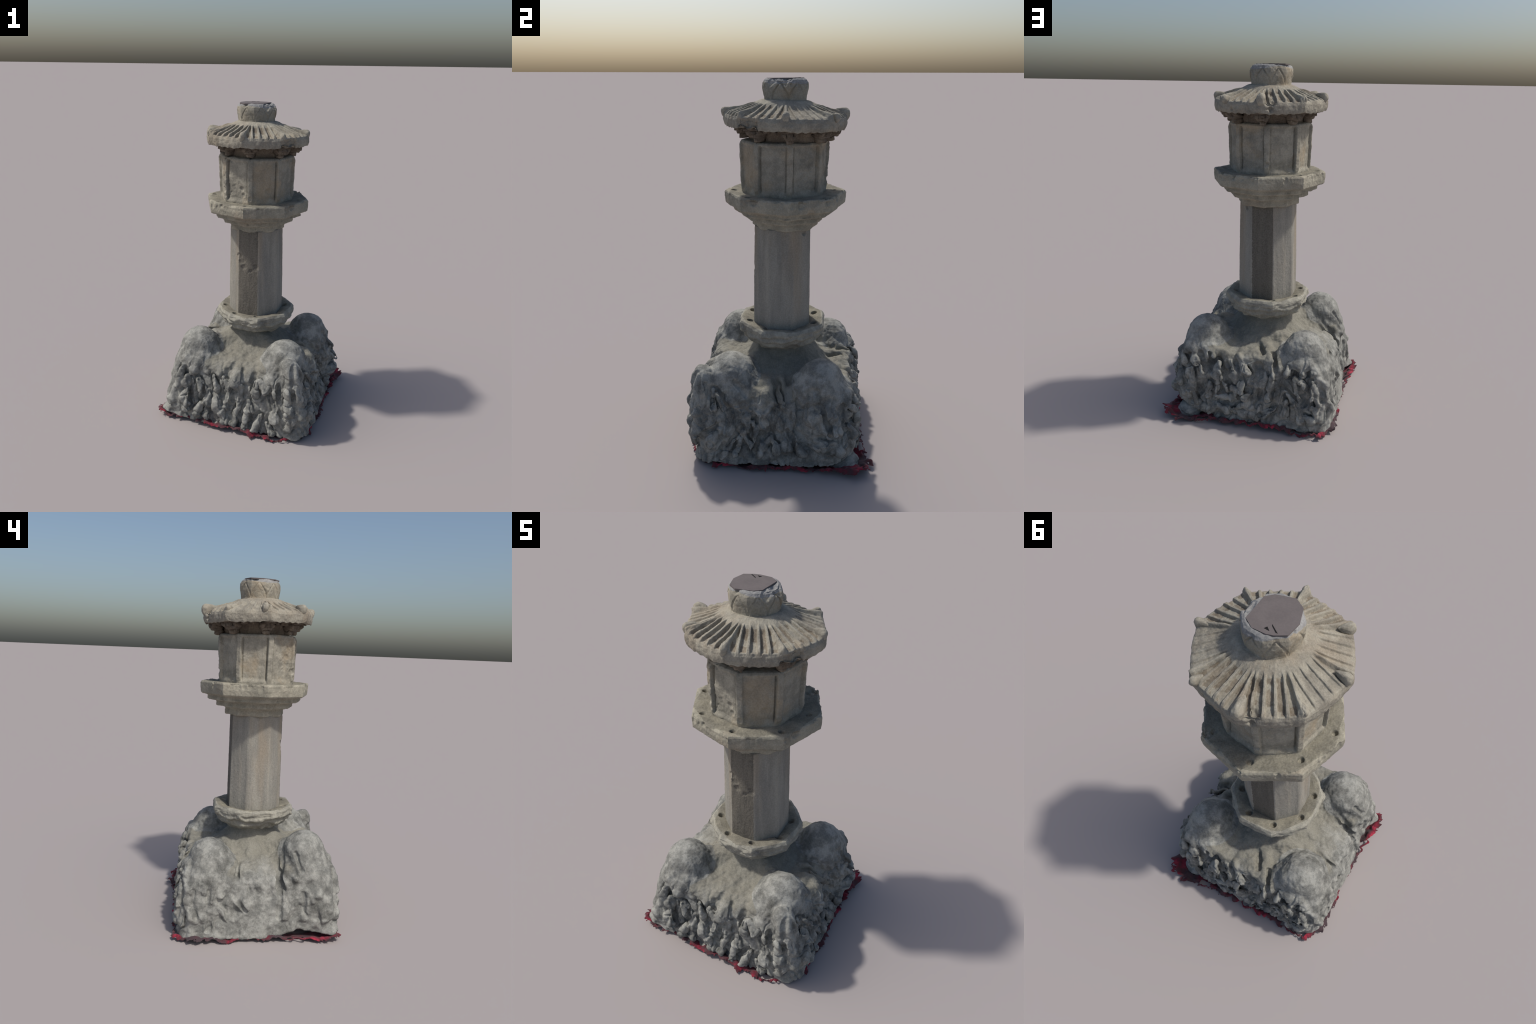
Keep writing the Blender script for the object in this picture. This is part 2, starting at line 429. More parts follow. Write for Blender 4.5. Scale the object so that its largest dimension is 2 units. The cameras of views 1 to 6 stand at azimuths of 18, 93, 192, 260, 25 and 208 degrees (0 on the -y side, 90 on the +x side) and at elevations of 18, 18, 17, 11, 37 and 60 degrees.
PITS_2 = [
    (0.336, -0.112, 0.462, 0.379, -0.095, 0.441, 0.0208),
    (0.376, -0.001, 0.443, 0.435, 0.015, 0.373, 0.0124),
    (0.435, -0.145, 0.374, 0.446, -0.204, 0.356, 0.0138),
    (0.475, 0.139, 0.15, 0.491, 0.19, 0.218, 0.0098),
    (0.205, -0.051, 0.468, 0.389, -0.007, 0.435, 0.0211),
    (0.243, 0.039, 0.453, 0.417, 0.047, 0.408, 0.0168),
    (0.44, 0.068, 0.348, 0.448, 0.077, 0.246, 0.0125),
]
PITS_4 = [
    (-0.45, 0.157, 0.209, -0.457, 0.156, 0.151, 0.0233),
    (-0.434, -0.037, 0.329, -0.447, -0.049, 0.261, 0.0163),
    (-0.437, 0.073, 0.321, -0.442, 0.073, 0.299, 0.0104),
    (-0.322, -0.107, 0.417, -0.443, -0.101, 0.282, 0.0083),
]
PITS_1 = [
    (0.13, -0.41, 0.4, 0.129, -0.424, 0.374, 0.0168),
    (-0.051, -0.414, 0.395, -0.047, -0.426, 0.369, 0.0122),
]
CREASES_2 = [
    (0.433, -0.145, 0.381, 0.453, -0.25, 0.352, 0.0096),
    (0.453, -0.25, 0.352, 0.462, -0.29, 0.31, 0.009),
    (0.439, -0.038, 0.358, 0.445, 0.07, 0.274, 0.0097),
    (0.445, 0.07, 0.274, 0.478, 0.142, 0.137, 0.0098),
    (0.289, -0.026, 0.453, 0.425, -0.002, 0.396, 0.0097),
    (0.425, -0.002, 0.396, 0.441, -0.031, 0.337, 0.0082),
    (0.35, 0.031, 0.452, 0.44, 0.062, 0.348, 0.0097),
    (0.452, -0.192, 0.241, 0.485, -0.32, 0.074, 0.0092),
    (0.466, -0.304, 0.281, 0.451, -0.425, 0.148, 0.0092),
    (0.491, 0.19, 0.215, 0.497, 0.314, 0.22, 0.0097),
    (0.467, 0.219, 0.386, 0.499, 0.267, 0.25, 0.0082),
    (0.443, 0.331, 0.383, 0.476, 0.348, 0.23, 0.009),
    (0.408, -0.233, 0.484, 0.43, -0.145, 0.387, 0.0082),
    (0.453, -0.091, 0.211, 0.481, -0.136, 0.087, 0.0085),
    (0.415, -0.387, 0.467, 0.447, -0.351, 0.366, 0.0096),
    (0.403, 0.08, 0.431, 0.452, 0.116, 0.281, 0.0083),
    (0.446, -0.198, 0.341, 0.444, -0.118, 0.297, 0.0083),
]
CREASES_3 = [
    (0.316, 0.387, 0.403, 0.231, 0.423, 0.237, 0.0087),
    (0.249, 0.379, 0.4, 0.228, 0.417, 0.315, 0.008),
    (0.164, 0.407, 0.358, 0.15, 0.426, 0.263, 0.008),
    (0.097, 0.392, 0.378, 0.065, 0.431, 0.297, 0.0085),
    (0.225, 0.421, 0.251, 0.218, 0.429, 0.14, 0.0082),
    (0.128, 0.43, 0.241, 0.088, 0.439, 0.143, 0.0081),
    (0.002, 0.437, 0.275, 0.013, 0.441, 0.223, 0.0079),
    (-0.158, 0.437, 0.348, -0.156, 0.455, 0.174, 0.009),
    (-0.156, 0.455, 0.174, -0.065, 0.454, 0.086, 0.0086),
    (-0.186, 0.456, 0.165, -0.128, 0.46, 0.071, 0.008),
    (-0.336, 0.453, 0.328, -0.331, 0.474, 0.21, 0.0089),
    (-0.398, 0.434, 0.314, -0.42, 0.441, 0.216, 0.0078),
    (0.398, 0.4, 0.284, 0.41, 0.414, 0.16, 0.0083),
    (0.271, 0.415, 0.281, 0.218, 0.421, 0.258, 0.0075),
    (0.166, 0.434, 0.129, 0.088, 0.44, 0.13, 0.0082),
    (-0.016, 0.264, 0.431, -0.053, 0.341, 0.418, 0.0098),
    (-0.113, 0.333, 0.421, -0.147, 0.426, 0.367, 0.0096),
]
CREASES_4 = [
    (-0.301, 0.115, 0.414, -0.431, 0.147, 0.344, 0.0082),
    (-0.317, -0.099, 0.415, -0.446, -0.11, 0.253, 0.0089),
    (-0.43, 0.136, 0.344, -0.449, 0.211, 0.234, 0.0081),
    (-0.452, 0.295, 0.304, -0.465, 0.31, 0.214, 0.0075),
    (-0.445, 0.377, 0.298, -0.458, 0.393, 0.196, 0.0075),
    (-0.462, 0.371, 0.215, -0.468, 0.365, 0.152, 0.0075),
    (-0.465, 0.281, 0.16, -0.466, 0.299, 0.076, 0.0082),
    (-0.46, 0.172, 0.122, -0.45, 0.231, 0.241, 0.0082),
    (-0.449, -0.108, 0.235, -0.462, -0.098, 0.144, 0.0071),
    (-0.453, -0.24, 0.27, -0.465, -0.25, 0.145, 0.0083),
    (-0.385, -0.197, 0.488, -0.43, -0.227, 0.395, 0.0076),
    (-0.302, -0.144, 0.471, -0.434, -0.106, 0.339, 0.0083),
    (-0.456, 0.094, 0.184, -0.442, 0.169, 0.284, 0.0076),
]
CREASES_1 = [
    (-0.254, -0.445, 0.305, -0.246, -0.452, 0.227, 0.0082),
    (-0.284, -0.453, 0.263, -0.27, -0.462, 0.159, 0.0082),
    (-0.198, -0.439, 0.271, -0.208, -0.45, 0.178, 0.0082),
    (-0.081, -0.439, 0.254, -0.071, -0.448, 0.171, 0.0087),
    (0.001, -0.436, 0.309, -0.002, -0.445, 0.204, 0.0092),
    (0.088, -0.433, 0.338, 0.085, -0.439, 0.253, 0.0085),
    (-0.027, -0.447, 0.186, -0.016, -0.458, 0.077, 0.0088),
    (0.051, -0.449, 0.162, 0.049, -0.462, 0.044, 0.0081),
    (0.121, -0.451, 0.151, 0.118, -0.46, 0.059, 0.0087),
    (0.196, -0.438, 0.275, 0.227, -0.453, 0.175, 0.0085),
    (0.292, -0.441, 0.369, 0.3, -0.457, 0.261, 0.0078),
    (0.395, -0.47, 0.367, 0.408, -0.48, 0.231, 0.0083),
    (-0.141, -0.456, 0.098, -0.113, -0.461, 0.05, 0.0083),
]

GREY = stone("grey_rock", (0.35, 0.35, 0.318), (0.175, 0.177, 0.162), (0.07, 0.07, 0.062), 0.85)  # albedo lowered, blotch contrast raised to carry baked crevice shadow; ROCK likewise
ROCK = stone("rock_with_silt", (0.35, 0.35, 0.318), (0.175, 0.177, 0.162), (0.07, 0.07, 0.062), 0.85, deck=((0.215, 0.204, 0.163), 0.34, 0.44, 0.8))
LEDGE = stone("silted_ledge", (0.27, 0.252, 0.195), (0.19, 0.178, 0.14), (0.12, 0.112, 0.09), 0.5)
CHANNEL = stone("silted_channel", (0.27, 0.232, 0.175), (0.185, 0.155, 0.115), (0.11, 0.09, 0.07), 0.5)
WARM = stone("warm_stone", (0.37, 0.345, 0.28), (0.26, 0.245, 0.20), (0.15, 0.135, 0.105), 0.65, warm=(0.36, 0.28, 0.18), warm_amount=0.6)  # base tint made less warm to meet the cool shade on the +x faces
SHAFT = stone("shaft_stone", (0.335, 0.32, 0.275), (0.255, 0.245, 0.215), (0.19, 0.175, 0.14), 0.4, streak=True, warm=(0.36, 0.27, 0.17), warm_amount=0.45)
DARK_FACE = stone("dark_shaft_face", (0.168, 0.153, 0.124), (0.125, 0.114, 0.094), (0.085, 0.076, 0.06), 0.4, streak=True)
ROOFM = stone("roof_stone", (0.365, 0.34, 0.275), (0.26, 0.24, 0.195), (0.15, 0.135, 0.11), 0.6, warm=(0.30, 0.235, 0.16), warm_amount=0.4)
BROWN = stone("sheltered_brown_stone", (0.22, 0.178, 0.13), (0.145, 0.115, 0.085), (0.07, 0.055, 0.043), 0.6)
COLLAR = stone("collar_stone", (0.38, 0.365, 0.30), (0.26, 0.25, 0.21), (0.13, 0.12, 0.10), 0.6)
PALE = stone("pale_rim_stone", (0.32, 0.318, 0.31), (0.25, 0.25, 0.245), (0.16, 0.16, 0.155), 0.6)
PATCH = stone("grey_filling", (0.155, 0.135, 0.132), (0.14, 0.122, 0.12), (0.13, 0.115, 0.11), 0.2, grain=0.05, speck=0.03)
BLACK = stone("dark_crack", (0.012, 0.012, 0.012), (0.01, 0.01, 0.01), (0.008, 0.008, 0.008), 0.1, speck=0.02)

def cloth_material():
    m = bpy.data.materials.new("red_cloth")
    m.use_nodes = True
    N, L = m.node_tree.nodes, m.node_tree.links
    bs = N["Principled BSDF"]
    bs.inputs["Roughness"].default_value = 0.85
    bs.inputs["Specular IOR Level"].default_value = 0.2
    bs.inputs["Sheen Weight"].default_value = 0.15
    tc = N.new("ShaderNodeTexCoord")
    a = N.new("ShaderNodeTexNoise"); a.inputs["Scale"].default_value = 9; a.inputs["Detail"].default_value = 6; a.inputs["Roughness"].default_value = 0.65
    L.new(tc.outputs["Object"], a.inputs["Vector"])
    r = N.new("ShaderNodeValToRGB"); L.new(a.outputs["Fac"], r.inputs[0])
    e = r.color_ramp.elements
    e[0].position, e[0].color = 0.33, (0.36, 0.028, 0.055, 1)
    e[1].position, e[1].color = 0.62, (0.06, 0.04, 0.045, 1)
    k = e.new(0.43); k.color = (0.16, 0.018, 0.032, 1)
    k = e.new(0.50); k.color = (0.085, 0.03, 0.036, 1)
    L.new(r.outputs[0], bs.inputs["Base Color"])
    b = N.new("ShaderNodeTexNoise"); b.inputs["Scale"].default_value = 220; L.new(tc.outputs["Object"], b.inputs["Vector"])
    bp = N.new("ShaderNodeBump"); bp.inputs["Strength"].default_value = 0.3; bp.inputs["Distance"].default_value = 0.002
    L.new(b.outputs["Fac"], bp.inputs["Height"]); L.new(bp.outputs[0], bs.inputs["Normal"])
    return m
CLOTH = cloth_material()

# ================================================================ carved rock base
def build_base():
    h = 0.0045
    lo, hi = np.array([-0.60, -0.60, -0.02]), np.array([0.60, 0.60, 0.64])
    n = np.ceil((hi - lo) / h).astype(int) + 1
    ax = [(lo[i] + h * np.arange(n[i])).astype(np.float32) for i in range(3)]
    X, Y, Zz = ax[0][:, None, None], ax[1][None, :, None], ax[2][None, None, :]
    D = base_field(X, Y, Zz).astype(np.float32)
    # the carver sank the ground of the four walls, less deep on the worn west side
    edge = sstep(0.32, 0.40, np.maximum(np.abs(X), np.abs(Y))) * sstep(0.46, 0.36, Zz) * sstep(0.0, 0.06, Zz)
    D = D + (edge * (0.011 - 0.008 * sstep(-0.30, -0.42, X))).astype(np.float32)

    def local(a, b, r, margin):
        sl = []
        for i in range(3):
            l, u = min(a[i], b[i]) - r - margin, max(a[i], b[i]) + r + margin
            sl.append(slice(max(0, int((l - lo[i]) / h)), min(n[i], int((u - lo[i]) / h) + 2)))
        return tuple(sl)

    def stick(t, grow, proud, k, carve, tip=0.9):
        """Add (or sink) one rounded lump whose back stands `proud` metres out of the wall."""
        a, b, r = np.array(t[0:3]), np.array(t[3:6]), t[6] * grow
        m, e = (a + b) / 2, 1e-3
        out = np.array([base_field(*(m + e * v)) - base_field(*(m - e * v)) for v in np.eye(3)])
        out = out / np.linalg.norm(out)
        if carve:                                               # from the bottom of the cut up to open air
            levels = np.arange(proud + r, r + 0.006, max(0.004, 0.8 * r))
        else:
            levels = [proud - r]
        for n_up, lv in enumerate(levels):
            p, q, w = a + out * lv, b + out * lv, r * (1 + 0.12 * n_up)
            s = local(p, q, w, 0.03)
            x, y, z = ax[0][s[0]][:, None, None], ax[1][s[1]][None, :, None], ax[2][s[2]][None, None, :]
            c = sd_cone_capsule(x, y, z, p, q, w * tip, w * 1.1).astype(np.float32)
            D[s] = -smin(-D[s], c, k) if carve else smin(D[s], c, k)

    for wall, deep in (([(0.250, 0.405, 0.325, 0.215, 0.390, 0.375, 0.036)], 0.050), (PITS_1, 0.024), (PITS_2, 0.013), (PITS_3, 0.038), (PITS_4, 0.014)):
        for t in wall:
            stick(t, 1.2, -deep, 0.014, True)
    # (lumps, height, sharpness of the joint, tip narrowing, size, depth of the gap cut round each lump)
    for wall, proud, k, tip, grow, gap in ((RIDGES_1, 0.020, 0.010, 0.55, 1.1, 0.032), (RIDGES_2, 0.018, 0.009, 0.50, 1.15, 0.028),
                                           (RIDGES_3, 0.017, 0.007, 0.60, 1.15, 0.032), (RIDGES_4, 0.010, 0.014, 0.60, 1.15, 0.014)):
        upper = [min(t[2], t[5]) > 0.37 for t in wall]           # on the deck and the boulders the lumps melt into the stone
        for t, up in zip(wall, upper):
            if not up:
                stick(t, 1.5, -gap, 0.010, True)
        for i, t in enumerate(wall):
            h0 = proud + 0.004 * math.sin(2.7 * i)
            if upper[i]:
                stick(t, 1.1, 0.55 * h0, 0.030, False)
            else:
                stick(t, grow, h0, k, False, tip)
    for wall, deep in ((CREASES_1, 0.018), (CREASES_2, 0.018), (CREASES_3, 0.018), (CREASES_4, 0.010)):     # chisel lines between the folds
        for t in wall:
            stick(t, 1.0, -deep, 0.012, True, 0.8)
    # the underside: lifted at one corner and in one side
    zb = 0.018 + 0.055 * np.exp(-(((X - 0.44) ** 2 + (Y - 0.42) ** 2) / 0.012)) \
        + 0.010 * sstep(0.40, 0.47, X) + 0.035 * np.exp(-((Y + 0.20) / 0.11) ** 2 - ((X + 0.47) / 0.10) ** 2) + 0.02 * np.exp(-(((X + 0.44) ** 2 + (Y + 0.42) ** 2) / 0.01))
    D = -smin(-D, -(zb - Zz), 0.012)
    # ---- surface nets
    ins = D < 0
    cnt = np.zeros(tuple(n - 1), np.int8)
    acc = np.zeros(tuple(n - 1) + (3,), np.float32)
    crossing = []
    for axis in range(3):
        s0 = [slice(None)] * 3; s1 = [slice(None)] * 3
        s0[axis], s1[axis] = slice(0, -1), slice(1, None)
        c = ins[tuple(s0)] != ins[tuple(s1)]
        I = np.argwhere(c)
        d0 = D[tuple(s0)][c]; d1 = D[tuple(s1)][c]
        P = I.astype(np.float32)
        P[:, axis] += d0 / (d0 - d1)
        o1, o2 = [a for a in range(3) if a != axis]
        ok = np.ones(len(I), bool)
        for a in (o1, o2):
            ok &= (I[:, a] > 0) & (I[:, a] < n[a] - 1)
        I, P, pos = I[ok], P[ok], (d0 < 0)[ok]
        crossing.append((axis, o1, o2, I, pos))
        for e1 in (0, 1):
            for e2 in (0, 1):
                J = I.copy(); J[:, o1] -= e1; J[:, o2] -= e2
                np.add.at(cnt, (J[:, 0], J[:, 1], J[:, 2]), 1)
                np.add.at(acc, (J[:, 0], J[:, 1], J[:, 2]), P)
    use = cnt > 0
    idx = np.full(cnt.shape, -1, np.int64)
    idx[use] = np.arange(use.sum())
    V = lo + h * acc[use] / cnt[use][:, None]
    Q = []
    for axis, o1, o2, I, pos in crossing:
        q = []
        for e1, e2 in ((1, 1), (0, 1), (0, 0), (1, 0)):
            J = I.copy(); J[:, o1] -= e1; J[:, o2] -= e2
            q.append(idx[J[:, 0], J[:, 1], J[:, 2]])
        q = np.stack(q, 1)
        flip = pos if axis != 1 else ~pos
        q[~flip] = q[~flip][:, ::-1]
        Q.append(q)
    Q = np.vstack(Q)

    def normals(V):
        fn = np.cross(V[Q[:, 2]] - V[Q[:, 0]], V[Q[:, 3]] - V[Q[:, 1]])
        vn = np.zeros_like(V)
        for k in range(4):
            np.add.at(vn, Q[:, k], fn)
        return vn / (np.linalg.norm(vn, axis=1, keepdims=True) + 1e-12)

    # light smoothing, then stone relief along the normals
    for _ in range(1):
        s = np.zeros_like(V); w = np.zeros(len(V))
        for k in range(4):
            np.add.at(s, Q[:, k], V[Q[:, (k + 1) % 4]] + V[Q[:, (k + 3) % 4]]); np.add.at(w, Q[:, k], 2)
        V = 0.5 * V + 0.5 * s / w[:, None]
    wz = sstep(0.52, 0.42, V[:, 2])[:, None]
    V = V + wz * (0.0075 * np.stack([vnoise(V, 22, 21), vnoise(V, 22, 22), vnoise(V, 22, 23)], 1) + 0.0018 * np.stack([vnoise(V, 55, 24), vnoise(V, 55, 25), vnoise(V, 55, 26)], 1))
    Nn = normals(V)
    wall = sstep(0.33, 0.43, np.maximum(np.abs(V[:, 0]), np.abs(V[:, 1]))) * sstep(0.50, 0.34, V[:, 2])
    warp = np.stack([fbm(V, 14, 2, 31), fbm(V, 14, 2, 32), fbm(V, 14, 2, 33)], 1) * 0.018
    f1, f2, cid = cells(V + warp, (15, 15, 9), 5)
    e1, e2, eid = cells(V + warp * 1.4, (15, 15, 6.5), 6)        # upright ribs on the other walls
    lump = sstep(0.0, 0.20, f2 - f1)
    west = sstep(-0.30, -0.42, V[:, 0])
    rib = sstep(0.0, 0.24, e2 - e1)
    south = sstep(0.0, 0.3, -V[:, 1])
    off = wall * (south * (1 - west) * (0.008 * (lump - 0.85) + 0.008 * (cid - 0.5)) + (1 - south) * (1 - 0.75 * west) * (0.009 * (rib - 0.85) + 0.008 * (eid - 0.5)))
    off += 0.0025 * fbm(V, 22, 4, 41) + 0.0010 * fbm(V, 90, 2, 43)
    # fine folds running down from the boulders and the neck
    fold = fbm(V * np.array([1, 1, 0.28]), 24, 3, 51)
    off += (1 - wall) * 0.0055 * fold * sstep(0.60, 0.5, V[:, 2])
    V = V + Nn * off[:, None]
    Nn = normals(V)
    # ---- split into one rock block and four boulders, borders coincide
    C = V[Q].mean(1)
    owner = np.zeros(len(Q), int)
    best = np.full(len(Q), 0.012)
    for i, (a, b, ra, rb) in enumerate(BOULDERS):
        d = np.abs(sd_cone_capsule(C[:, 0], C[:, 1], C[:, 2], a, b, ra, rb))
        hit = (d < 0.03) & (C[:, 2] > 0.36 + 0.012 * np.sin(40 * C[:, 0]) + 0.012 * np.sin(37 * C[:, 1]))
        owner[hit] = i + 1
    parts = []
    base = None
    for o in range(5):
        q = Q[owner == o]
        if not len(q): continue
        ids, inv = np.unique(q, return_inverse=True)
        ob = add_mesh("rock_block" if o == 0 else "domed_boulder", V[ids], inv.reshape(-1, 4), [ROCK, GREY], base,
                      face_mat=(np.hypot(C[owner == o, 0], C[owner == o, 1]) > 0.455).astype(np.int32) if o == 0 else np.ones(len(q), np.int32))
        ob.data.normals_split_custom_set_from_vertices([tuple(map(float, v)) for v in Nn[ids]])
        if o == 0: base = ob
    return base

build_base()

# ================================================================ collar above the rock
def collar_relief(P, N, az):
    r = np.hypot(P[:, 0], P[:, 1])
    side = sstep(0.35, -0.1, N[:, 2])
    lobe = np.abs(np.sin(((az - 20) / 45.0) * math.pi + 0.5 * vnoise(P, 9, 2)))        # petal arches between the corners
    wav = np.sin((P[:, 2] + 0.022 * lobe) * 2 * math.pi / 0.036 + 2.2 * fbm(P, (13, 13, 8), 2, 3) + 1.0)
    off = side * (0.0042 * np.sign(wav) * np.abs(wav) ** 0.8 + 0.007 * fbm(P, (18, 18, 30), 3, 5) + 0.001) + 0.0025 * fbm(P, 25, 3, 6)
    O = N * off[:, None]
    top = sstep(0.5, 0.85, N[:, 2])
    for k in range(8):
        c = 0.193 * az_vec(20 + 45 * k + 2.5 * math.sin(3.1 * k))
        d = np.hypot(P[:, 0] - c[0], P[:, 1] - c[1])
        O[:, 2] -= 0.022 * top * sstep(0.0195, 0.0115, d)
    return O
COL_PROF = [(0.10, 0.556), (0.145, 0.557), (0.182, 0.569), (0.220, 0.600), (0.247, 0.634), (0.257, 0.656), (0.254, 0.678), (0.244, 0.690),
            (0.218, 0.688), (0.165, 0.674), (0.10, 0.674)]
V, F = loft(COL_PROF, 20, 560, 0.0032, 0.15, centre=(0.005, 0.0), relief=collar_relief, soft_of=lambda z: 0.75 - 0.6 * np.clip((z - 0.56) / 0.10, 0, 1))
fm = []
for f in F:
    p = V[list(f)].mean(0)
    fm.append(1 if p[2] > 0.655 and math.hypot(p[0] - 0.005, p[1]) < 0.226 + 0.006 * math.sin(7 * math.atan2(p[1], p[0])) else 0)
add_mesh("lotus_collar", V, F, [COLLAR, LEDGE], face_mat=fm)

# ================================================================ octagonal shaft
SH_CORNER = 21.5
def shaft_relief(P, N, az):
    ph = np.abs(((az - SH_CORNER + 22.5) % 45.0) - 22.5)          # 0 at the corners
    off = 0.0012 * fbm(P, (30, 30, 6), 3, 61) + 0.0006 * fbm(P, 120, 2, 62) - 0.0022 * sstep(2.2, 0.0, ph)
    off += chips(P, [(-0.045, -0.150, 1.035, 0.030, 0.006), (-0.060, -0.150, 1.065, 0.030, 0.007), (-0.030, -0.155, 1.00, 0.022, 0.005), (0.050, -0.145, 1.00, 0.026, 0.008),
                     (0.015, -0.15, 0.975, 0.016, 0.005), (0.052, -0.145, 1.19, 0.018, 0.006), (0.10, 0.11, 1.21, 0.022, 0.012), (-0.056, -0.14, 0.685, 0.014, 0.005)])
    return off
V, F = loft([(0.14, 0.660), (0.1695, 0.662), (0.1690, 0.80), (0.166, 1.02), (0.163, 1.225), (0.161, 1.236), (0.14, 1.240)], SH_CORNER, 400, 0.005, centre=(0.005, -0.004),
            squash=(1.04, 0.99), relief=shaft_relief)
fm = []
for f in F:
    p = V[list(f)].mean(0)
    a = math.degrees(math.atan2(p[0], -p[1])) % 360
    fm.append(1 if ((a - (SH_CORNER - 45)) % 360 < 45 or (a - (SH_CORNER + 135)) % 360 < 45) else 0)
add_mesh("shaft", V, F, [SHAFT, DARK_FACE], face_mat=fm)

# ================================================================ platform with stepped corbel
PL_CORNER = 3.0
def platform_relief(P, N, az):
    off = 0.0018 * fbm(P, 18, 4, 71) + 0.001 * fbm(P, 110, 2, 72)
    r = np.hypot(P[:, 0], P[:, 1])
    rim = sstep(0.29, 0.315, r)
    w = fbm(P, (34, 34, 20), 3, 73)
    off -= rim * 0.007 * sstep(0.15, 0.6, w) * sstep(1.365, 1.415, P[:, 2])
    low = sstep(1.345, 1.33, P[:, 2]) * sstep(1.25, 1.28, P[:, 2])
    off -= low * 0.004 * sstep(0.3, 0.6, fbm(P, (26, 26, 30), 2, 74))
    off += chips(P, [(*(0.322 * az_vec(62)), 1.405, 0.030, 0.012), (*(0.30 * az_vec(137)), 1.41, 0.035, 0.016), (*(0.32 * az_vec(20)), 1.405, 0.028, 0.008),
                     (*(0.31 * az_vec(333)), 1.41, 0.022, 0.009), (*(0.30 * az_vec(155)), 1.405, 0.022, 0.009), (*(0.31 * az_vec(108)), 1.405, 0.026, 0.009),
                     (*(0.30 * az_vec(118)), 1.345, 0.03, 0.006), (*(0.30 * az_vec(165)), 1.405, 0.02, 0.009)])
    O = N * off[:, None]
    top = sstep(0.5, 0.85, N[:, 2])
    for k in range(8):
        c = (0.268 + 0.006 * math.sin(2.3 * k)) * az_vec(4 + 45 * k + 2 * math.sin(1.7 * k))
        d = np.hypot(P[:, 0] - c[0], P[:, 1] - c[1])
        O[:, 2] -= 0.018 * top * sstep(0.0165, 0.009, d)
    return O
PL_PROF = [(0.10, 1.228), (0.172, 1.230), (0.176, 1.236), (0.176, 1.262), (0.180, 1.270), (0.186, 1.274), (0.224, 1.278), (0.229, 1.284), (0.229, 1.304), (0.233, 1.311),
           (0.272, 1.315), (0.280, 1.320), (0.281, 1.338), (0.285, 1.344), (0.310, 1.347), (0.319, 1.354), (0.3235, 1.384), (0.3235, 1.412), (0.318, 1.421), (0.302, 1.422),
           (0.255, 1.418), (0.10, 1.418)]
V, F = loft(PL_PROF, PL_CORNER, 560, 0.0035, 0.03, centre=(0.002, 0.008), squash=(1.012, 1.012), relief=platform_relief)
fm = []
for f in F:
    p = V[list(f)].mean(0)
    fm.append(1 if p[2] > 1.405 and math.hypot(p[0] - 0.002, p[1] - 0.008) < 0.298 + 0.008 * math.sin(9 * math.atan2(p[1], p[0])) else 0)
add_mesh("platform", V, F, [stone("platform_stone", (0.385, 0.36, 0.285), (0.28, 0.265, 0.21), (0.155, 0.145, 0.115), 0.5, warm=(0.33, 0.25, 0.17), warm_amount=0.3), LEDGE], face_mat=fm)

# ================================================================ lamp chamber with framed panels
LA_CORNER = 8.0
SLOT_L = np.array([0.0, 0.9, 0.5, 1.0, 0.2, 0.6, 0.5, 1.3])       # slot depth at the left edge of each panel
SLOT_R = np.array([1.1, 0.5, 0.6, 0.4, 1.0, 0.9, 0.2, 0.4])       # and at its right edge
def lamp_relief(P, N, az):
    k = np.floor(((az - LA_CORNER) % 360) / 45.0).astype(int) % 8
    ph = ((az - LA_CORNER) % 45.0) - 22.5
    s = np.tan(ph * DEG) / math.tan(22.5 * DEG) + 0.02 * vnoise(P, (1, 1, 9), 81)
    zt = sstep(1.425, 1.452, P[:, 2]) * sstep(1.680, 1.662, P[:, 2])
    rec = sstep(0.82, 0.78, np.abs(s)) * zt
    off = 0.004 * zt - 0.013 * rec
    off -= zt * 0.011 * (SLOT_L[k] * sstep(0.075, 0.03, np.abs(s + 0.76)) + SLOT_R[k] * sstep(0.075, 0.03, np.abs(s - 0.78)))
    off += 0.0022 * fbm(P, 20, 4, 83) + 0.0009 * fbm(P, 110, 2, 84)
    rough = sstep(-0.2, 0.5, vnoise(P, 7, 85))
    off -= 0.003 * rough * sstep(0.15, 0.5, fbm(P, 42, 3, 86))
    off -= 0.003 * sstep(0.10, 0.0, 1 - np.abs(s))
    off += chips(P, [(*(0.225 * az_vec(35)), 1.49, 0.026, 0.006), (*(0.222 * az_vec(353)), 1.51, 0.02, 0.006), (*(0.222 * az_vec(355)), 1.47, 0.018, 0.005),
                     (*(0.232 * az_vec(8)), 1.455, 0.016, 0.006), (*(0.23 * az_vec(188)), 1.48, 0.018, 0.008), (*(0.232 * az_vec(330)), 1.69, 0.04, 0.010),
                     (*(0.23 * az_vec(320)), 1.49, 0.02, 0.008), (*(0.23 * az_vec(278)), 1.65, 0.012, 0.005)])
    return off
V, F = loft([(0.12, 1.402), (0.226, 1.404), (0.2275, 1.43), (0.2315, 1.55), (0.2335, 1.66), (0.2325, 1.678), (0.226, 1.688), (0.214, 1.691), (0.12, 1.691)], LA_CORNER, 480, 0.0042, 0.03, centre=(-0.003, 0.002), squash=(1.018, 1.012),
            relief=lamp_relief)
add_mesh("lamp_chamber", V, F, WARM)

# ================================================================ brackets under the eaves
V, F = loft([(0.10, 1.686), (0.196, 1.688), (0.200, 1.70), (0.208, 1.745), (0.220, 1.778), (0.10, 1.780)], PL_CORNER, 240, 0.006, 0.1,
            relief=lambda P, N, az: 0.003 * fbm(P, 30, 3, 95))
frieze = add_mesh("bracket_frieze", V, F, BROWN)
frieze.location = (0.006, 0.014, -0.002)

